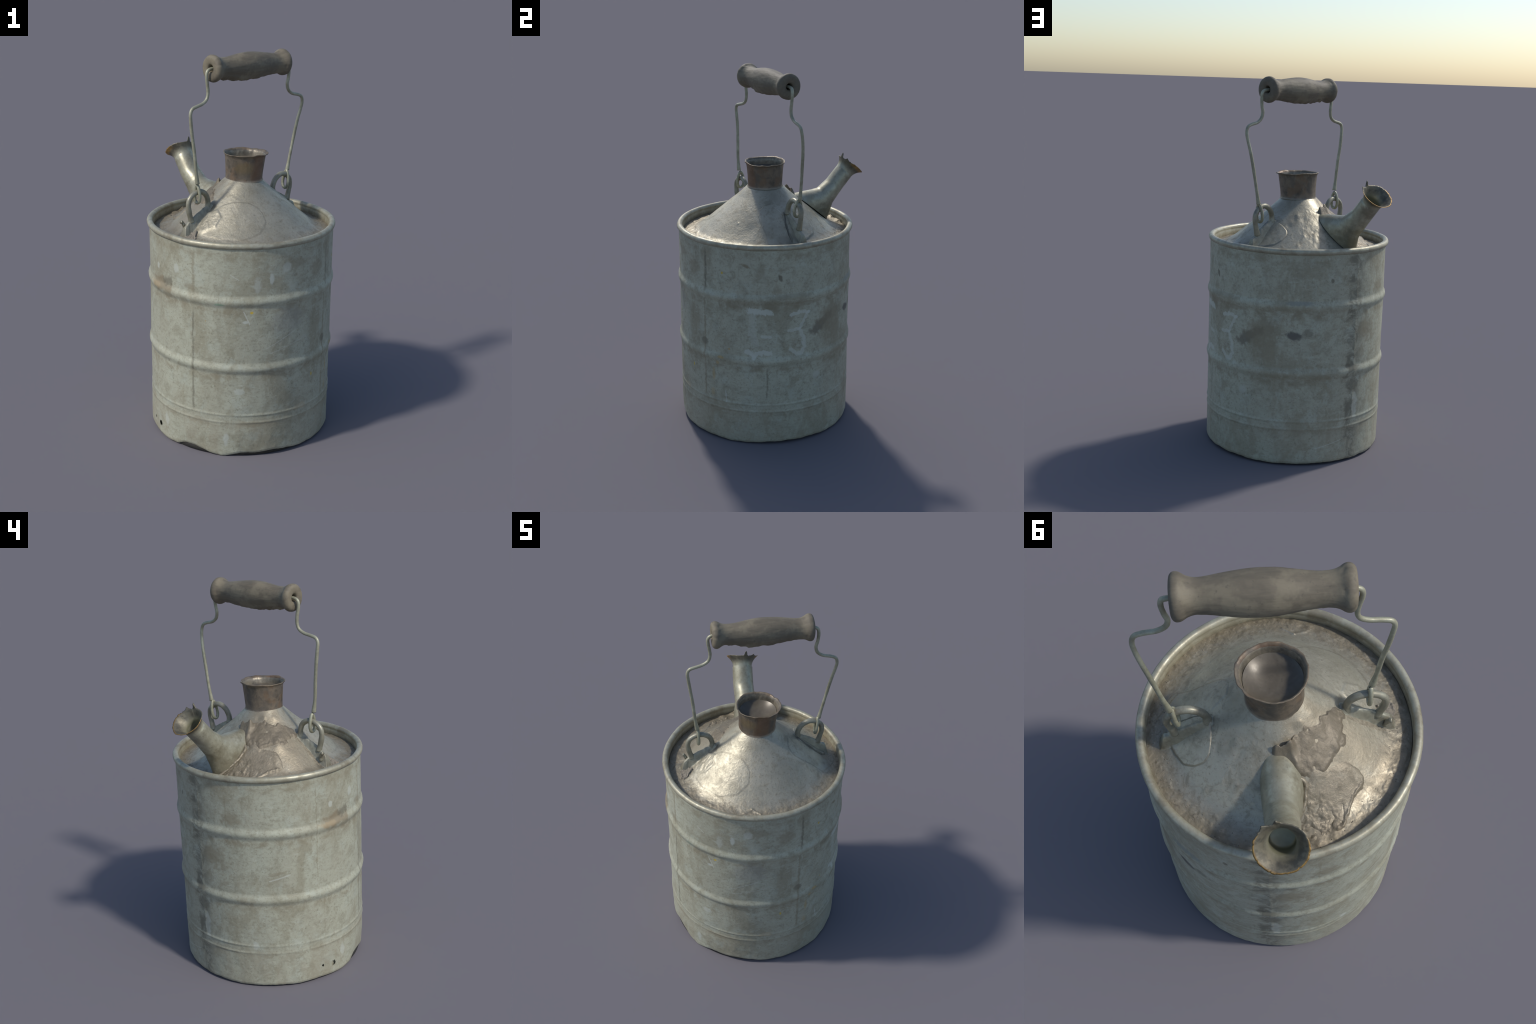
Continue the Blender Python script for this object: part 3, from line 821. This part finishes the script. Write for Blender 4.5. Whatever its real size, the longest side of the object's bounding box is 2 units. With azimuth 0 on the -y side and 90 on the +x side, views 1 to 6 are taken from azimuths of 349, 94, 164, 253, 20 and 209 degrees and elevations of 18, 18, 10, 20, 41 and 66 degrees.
# ------------------------------------------------------------------ spout
def build_spout(lid):
    ns = 180
    phi = np.linspace(-180, 180, ns, endpoint=False)          # 0 faces the neck, 90 the +x side
    cp, sp = np.cos(np.radians(phi)), np.sin(np.radians(phi))
    side = -SPOUT_SIDE if SPOUT_SIDE[0] < 0 else SPOUT_SIDE
    up, u = SPOUT_UP, SPOUT_AXIS
    rows = []
    def oval(top, bot, b, side_vec, squash=0.0, lean=1.0):
        top, bot = np.array(top), np.array(bot)
        c, hv = (top + bot) / 2, (top - bot) / 2
        w = b * (1 + squash * cp) * np.where(sp < 0, lean, 1.0)
        return c + cp[:, None] * hv + (sp * w)[:, None] * side_vec
    s0 = np.array([0.84, 0.54, 0.0])
    base = oval((-0.072, 0.128, 1.284), (-0.203, 0.318, 1.100), 0.062, s0, 0.10, 1.26)
    mid1 = oval((-0.115, 0.188, 1.290), (-0.203, 0.326, 1.140), 0.060, s0, 0.05, 1.16)
    mid2 = oval((-0.150, 0.238, 1.293), (-0.205, 0.336, 1.176), 0.058, s0, 0.0, 1.04)
    mitre = oval((-0.170, 0.268, 1.298), (-0.209, 0.347, 1.203), 0.058, side)
    for a, b, n in ((base, mid1, 8), (mid1, mid2, 8), (mid2, mitre, 6)):
        for t in np.linspace(0, 1, n, endpoint=False):
            rows.append(a * (1 - t) + b * t)
    def ring(s, r):
        c = SPOUT_END + u * s
        if s < -0.04:      # the tube leans a little against its flare
            c = c + side * 0.004 * (-(s + 0.04) / 0.16)
        return c + (cp[:, None] * up + sp[:, None] * side * 1.08) * np.asarray(r).reshape(-1, 1)
    first = ring(-0.150, 0.0525)
    for t in np.linspace(0, 1, 6, endpoint=False):
        rows.append(mitre * (1 - t) + first * t)
    for s in np.linspace(-0.150, -0.055, 14):
        rows.append(ring(s, 0.0525 - 0.001 * (s + 0.15) / 0.1))
    tube_rows = len(rows)
    # bell mouth, torn away on the neck side
    f = np.interp(phi, [-180, -62, -48, -38, -30, -15, -2, 6, 11, 15, 20, 26, 34, 41, 46, 51, 57, 62, 66, 72, 80, 90, 180],
                  [1, 1, .97, .95, .90, .83, .84, .90, 1.06, 1.08, .90, .82, .86, .98, 1.05, .96, .90, .94, .90, .95, .99, 1, 1])
    f = f - 0.03 * np.maximum(0, vnoise(phi / 4.0, 0.0, 0.0, 101))
    def bell(k):
        """Profile along the bell, k from 0 at the tube to 1 at the lip: distance and radius."""
        s = -0.055 + 0.055 * k ** 0.9 + 0.009 * k
        return s, 0.0520 + 0.004 * k + 0.0310 * k ** 2.2
    nb = 16
    def bell_row(k, inset):
        kk = f * k
        s, r = bell(kk)
        r = r - inset
        torn = sstep(0.95, 0.6, f)
        s = s + torn * kk * 0.012 + 0.010 * sstep(0.9, 1.0, kk) * gauss((phi - 13), 6)
        r = r * (1 + 0.03 * fbm(cp, sp, 0.0, 3, 2, 103) * kk)
        c = SPOUT_END[None, :] + u[None, :] * s[:, None]
        return c + (cp[:, None] * up + sp[:, None] * side) * r[:, None]
    for k in np.linspace(0.06, 1, nb):
        rows.append(bell_row(k, 0.0))
    for k in np.linspace(0.985, 0.05, nb):
        rows.append(bell_row(k, 0.0042 + 0.007 * (1 - k)))
    for s, r in ((-0.065, 0.0415), (-0.08, 0.041), (-0.084, 0.0405), (-0.090, 0.0395), (-0.094, 0.033), (-0.096, 0.01)):
        rows.append(ring(s, r))
    V = np.vstack(rows)
    n = fbm(V[:, 0], V[:, 1], V[:, 2], 22, 3, 105)[:, None] * (0.0009 + 0.004 * sstep(1.27, 1.18, V[:, 2]))[:, None]
    V = V + n * np.array([0.5, 0.5, 0.7])
    F = grid_faces(ns, len(rows)) + [tuple((len(rows) - 1) * ns + i for i in range(ns))]
    sp_ob = add("spout", V, F, SPOUT)
    sp_ob.data.materials.append(SPOUT_LIP)          # outside of the bell
    for p in sp_ob.data.polygons:
        if tube_rows * ns <= p.index < (tube_rows + nb) * ns:
            p.material_index = 1
    return sp_ob

# ------------------------------------------------------------------ bail wire and grip
END_A, END_B = np.array([-0.179, -0.137, 1.934]), np.array([0.243, 0.122, 1.933])
WR = 0.0084
def loop(center, tang, w, h, lean):
    t = np.linspace(0, 2 * math.pi, 49)
    tang = np.array(tang) / np.linalg.norm(tang)
    up = np.array([lean[0], lean[1], 1.0])
    return np.array([np.array(center) + w * math.sin(a) * (0.75 - 0.25 * math.cos(a)) * tang + h * math.cos(a) * up for a in t])

def build_bail():
    ax = (END_B - END_A) / np.linalg.norm(END_B - END_A)
    A = [END_A + ax * 0.10, END_A + ax * 0.02, END_A - ax * 0.012 + [0, 0, -0.006], (-0.1985, -0.149, 1.912), (-0.1985, -0.148, 1.885), (-0.194, -0.143, 1.850), (-0.192, -0.142, 1.815),
         (-0.200, -0.148, 1.786), (-0.222, -0.165, 1.768), (-0.252, -0.188, 1.759), (-0.276, -0.204, 1.750), (-0.286, -0.210, 1.728), (-0.285, -0.207, 1.69), (-0.279, -0.202, 1.625),
         (-0.268, -0.200, 1.54), (-0.260, -0.199, 1.45), (-0.252, -0.193, 1.375)]
    B = [END_B - ax * 0.10, END_B - ax * 0.02, END_B + ax * 0.014 + [0, 0, -0.004], (0.2685, 0.135, 1.918), (0.273, 0.136, 1.890), (0.270, 0.133, 1.850), (0.264, 0.130, 1.818),
         (0.272, 0.134, 1.786), (0.296, 0.149, 1.765), (0.332, 0.170, 1.755), (0.354, 0.184, 1.742), (0.361, 0.191, 1.715), (0.356, 0.195, 1.68), (0.341, 0.197, 1.622),
         (0.323, 0.194, 1.54), (0.302, 0.189, 1.43), (0.286, 0.182, 1.345)]
    parts = []
    for P in (A, B):
        p = spline(P, 160)
        r = WR + 0.0006 * fbm(p[:, 0], p[:, 1], p[:, 2], 25, 2, 111)
        r = r + 0.0035 * np.r_[np.zeros(148), np.linspace(0, 1, 12)]
        parts.append(tube(p, r, 14))
    for P, c, h in ((A, (-0.252, -0.184, 1.320), 0.045), (B, (0.277, 0.172, 1.297), 0.047)):
        tang = (-0.55, 0.83, 0) if P is A else (-0.52, 0.85, 0)
        q = loop(c, tang, 0.026, h, (0, 0) if P is A else (0.10, 0.10))
        parts.append(tube(q, WR * 0.97, 14, cap=False))
    return add("bail_wire", *merge(*parts), WIRE)

def build_grip():
    L = np.linalg.norm(END_B - END_A)
    ax = (END_B - END_A) / L
    side = np.cross(ax, [0, 0, 1]); side /= np.linalg.norm(side)
    up = np.cross(side, ax)
    s = L / 0.5
    prof = [(0.030, 0.0165), (0.006, 0.0185), (-0.002, 0.026), (-0.005, 0.040), (-0.004, 0.054), (0.002, 0.0625), (0.010, 0.0668), (0.020, 0.0672), (0.030, 0.0635), (0.040, 0.0575), (0.055, 0.0520),
            (0.075, 0.0495), (0.10, 0.0500), (0.13, 0.0535), (0.165, 0.0590), (0.20, 0.0638), (0.24, 0.0665), (0.28, 0.0660), (0.32, 0.0630), (0.36, 0.0580), (0.395, 0.0530),
            (0.42, 0.0500), (0.44, 0.0505), (0.456, 0.0555), (0.468, 0.0620), (0.478, 0.0668), (0.490, 0.0675), (0.498, 0.0630), (0.503, 0.054), (0.504, 0.040), (0.501, 0.027), (0.494, 0.0185), (0.47, 0.0165)]
    P = spline([(a, b) for a, b in prof], 150)
    na = 120
    th = np.linspace(0, 2 * math.pi, na, endpoint=False)
    V = []
    for t, r in P:
        r0 = r
        c = END_A + ax * t * s
        d = 0.0012 * fbm(np.cos(th) * 2, np.sin(th) * 2, t * 12, 1.0, 3, 121) + 0.0006 * fbm(np.cos(th) * 6, np.sin(th) * 6, t * 30, 1.0, 2, 123)
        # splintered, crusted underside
        low = sstep(-0.62, -0.95, np.sin(th)) * sstep(0.05, 0.09, t) * sstep(0.47, 0.42, t)
        d = d + low * (0.009 + 0.009 * fbm(np.cos(th) * 2, np.sin(th), t * 28, 1.0, 3, 125)) * (0.6 + 0.8 * sstep(0.26, 0.08, t))
        # worn nicks on the shoulders
        d = d - 0.0035 * gauss(t - 0.032, 0.006) * np.maximum(0, vnoise(np.cos(th) * 3, np.sin(th) * 3, 4.0, 127)) - 0.002 * gauss(t - 0.462, 0.005) * np.maximum(0, vnoise(np.cos(th) * 3, np.sin(th) * 3, 9.0, 128))
        if r0 < 0.03:
            d = d * 0.3
        V.append(c + ((r + d) * np.cos(th))[:, None] * side + ((r + d) * np.sin(th))[:, None] * up)
    return add("grip", np.vstack(V), grid_faces(na, len(P)), wood_material(ax))

# ------------------------------------------------------------------ loose dirt
def build_debris(lid):
    skin("mud_clump", [(-0.318, -0.235), (-0.285, -0.232), (-0.262, -0.252), (-0.270, -0.288), (-0.305, -0.300), (-0.335, -0.270)], 0.012, MUD, step=0.002, rough=(0.010, 60), seed=140, parent=lid, wobble=0.012)
    # broken stub of tin standing by the near lug
    p = spline([(-0.318, -0.198, 1.140), (-0.322, -0.199, 1.165), (-0.330, -0.200, 1.180), (-0.338, -0.203, 1.184)], 16)
    add("tin_stub", *tube(p, 0.0085 + 0.001 * np.sin(np.arange(16)), 10), LUG, lid)
    # crumbs scattered in the gutter
    parts = []
    for i in range(150):
        a, r = rng.uniform(0, 2 * math.pi), rng.uniform(0.385, 0.452)
        x, y = LX + r * math.cos(a), LY + r * math.sin(a)
        z = float(lid_z(np.array(x), np.array(y)))
        s = rng.uniform(0.0012, 0.0032)
        q = [(s, 0, 0), (-s * .8, .2 * s, 0), (0, s * 1.1, 0), (.1 * s, -s * .9, 0), (0, 0, s * .9), (0, 0, -s * .7)]
        c, n = math.cos(a * 7), math.sin(a * 7)
        parts.append(([(x + u * c - v * n, y + u * n + v * c, z + w) for u, v, w in q],
                      [(0, 2, 4), (2, 1, 4), (1, 3, 4), (3, 0, 4), (2, 0, 5), (1, 2, 5), (3, 1, 5), (0, 3, 5)]))
    add("grit", *merge(*parts), MUD, lid, kind="stuff")
    z = float(lid_z(np.array(0.06), np.array(-0.40))) + 0.004
    # one dry straw
    add("straw", *tube(spline([(-0.005, -0.372, z + 0.008), (-0.025, -0.378, z + 0.006), (-0.045, -0.380, z + 0.004)], 12), 0.0016, 8), STRAW, lid)

PATCH_LIGHT = lid_material("scorched_solder", 0.3)

build_body()
build_rim()
lid = build_lid()
build_patches(lid)
build_lug('near')
build_lug('far')
build_neck()
build_spout(lid)
build_bail()
build_grip()
build_debris(lid)
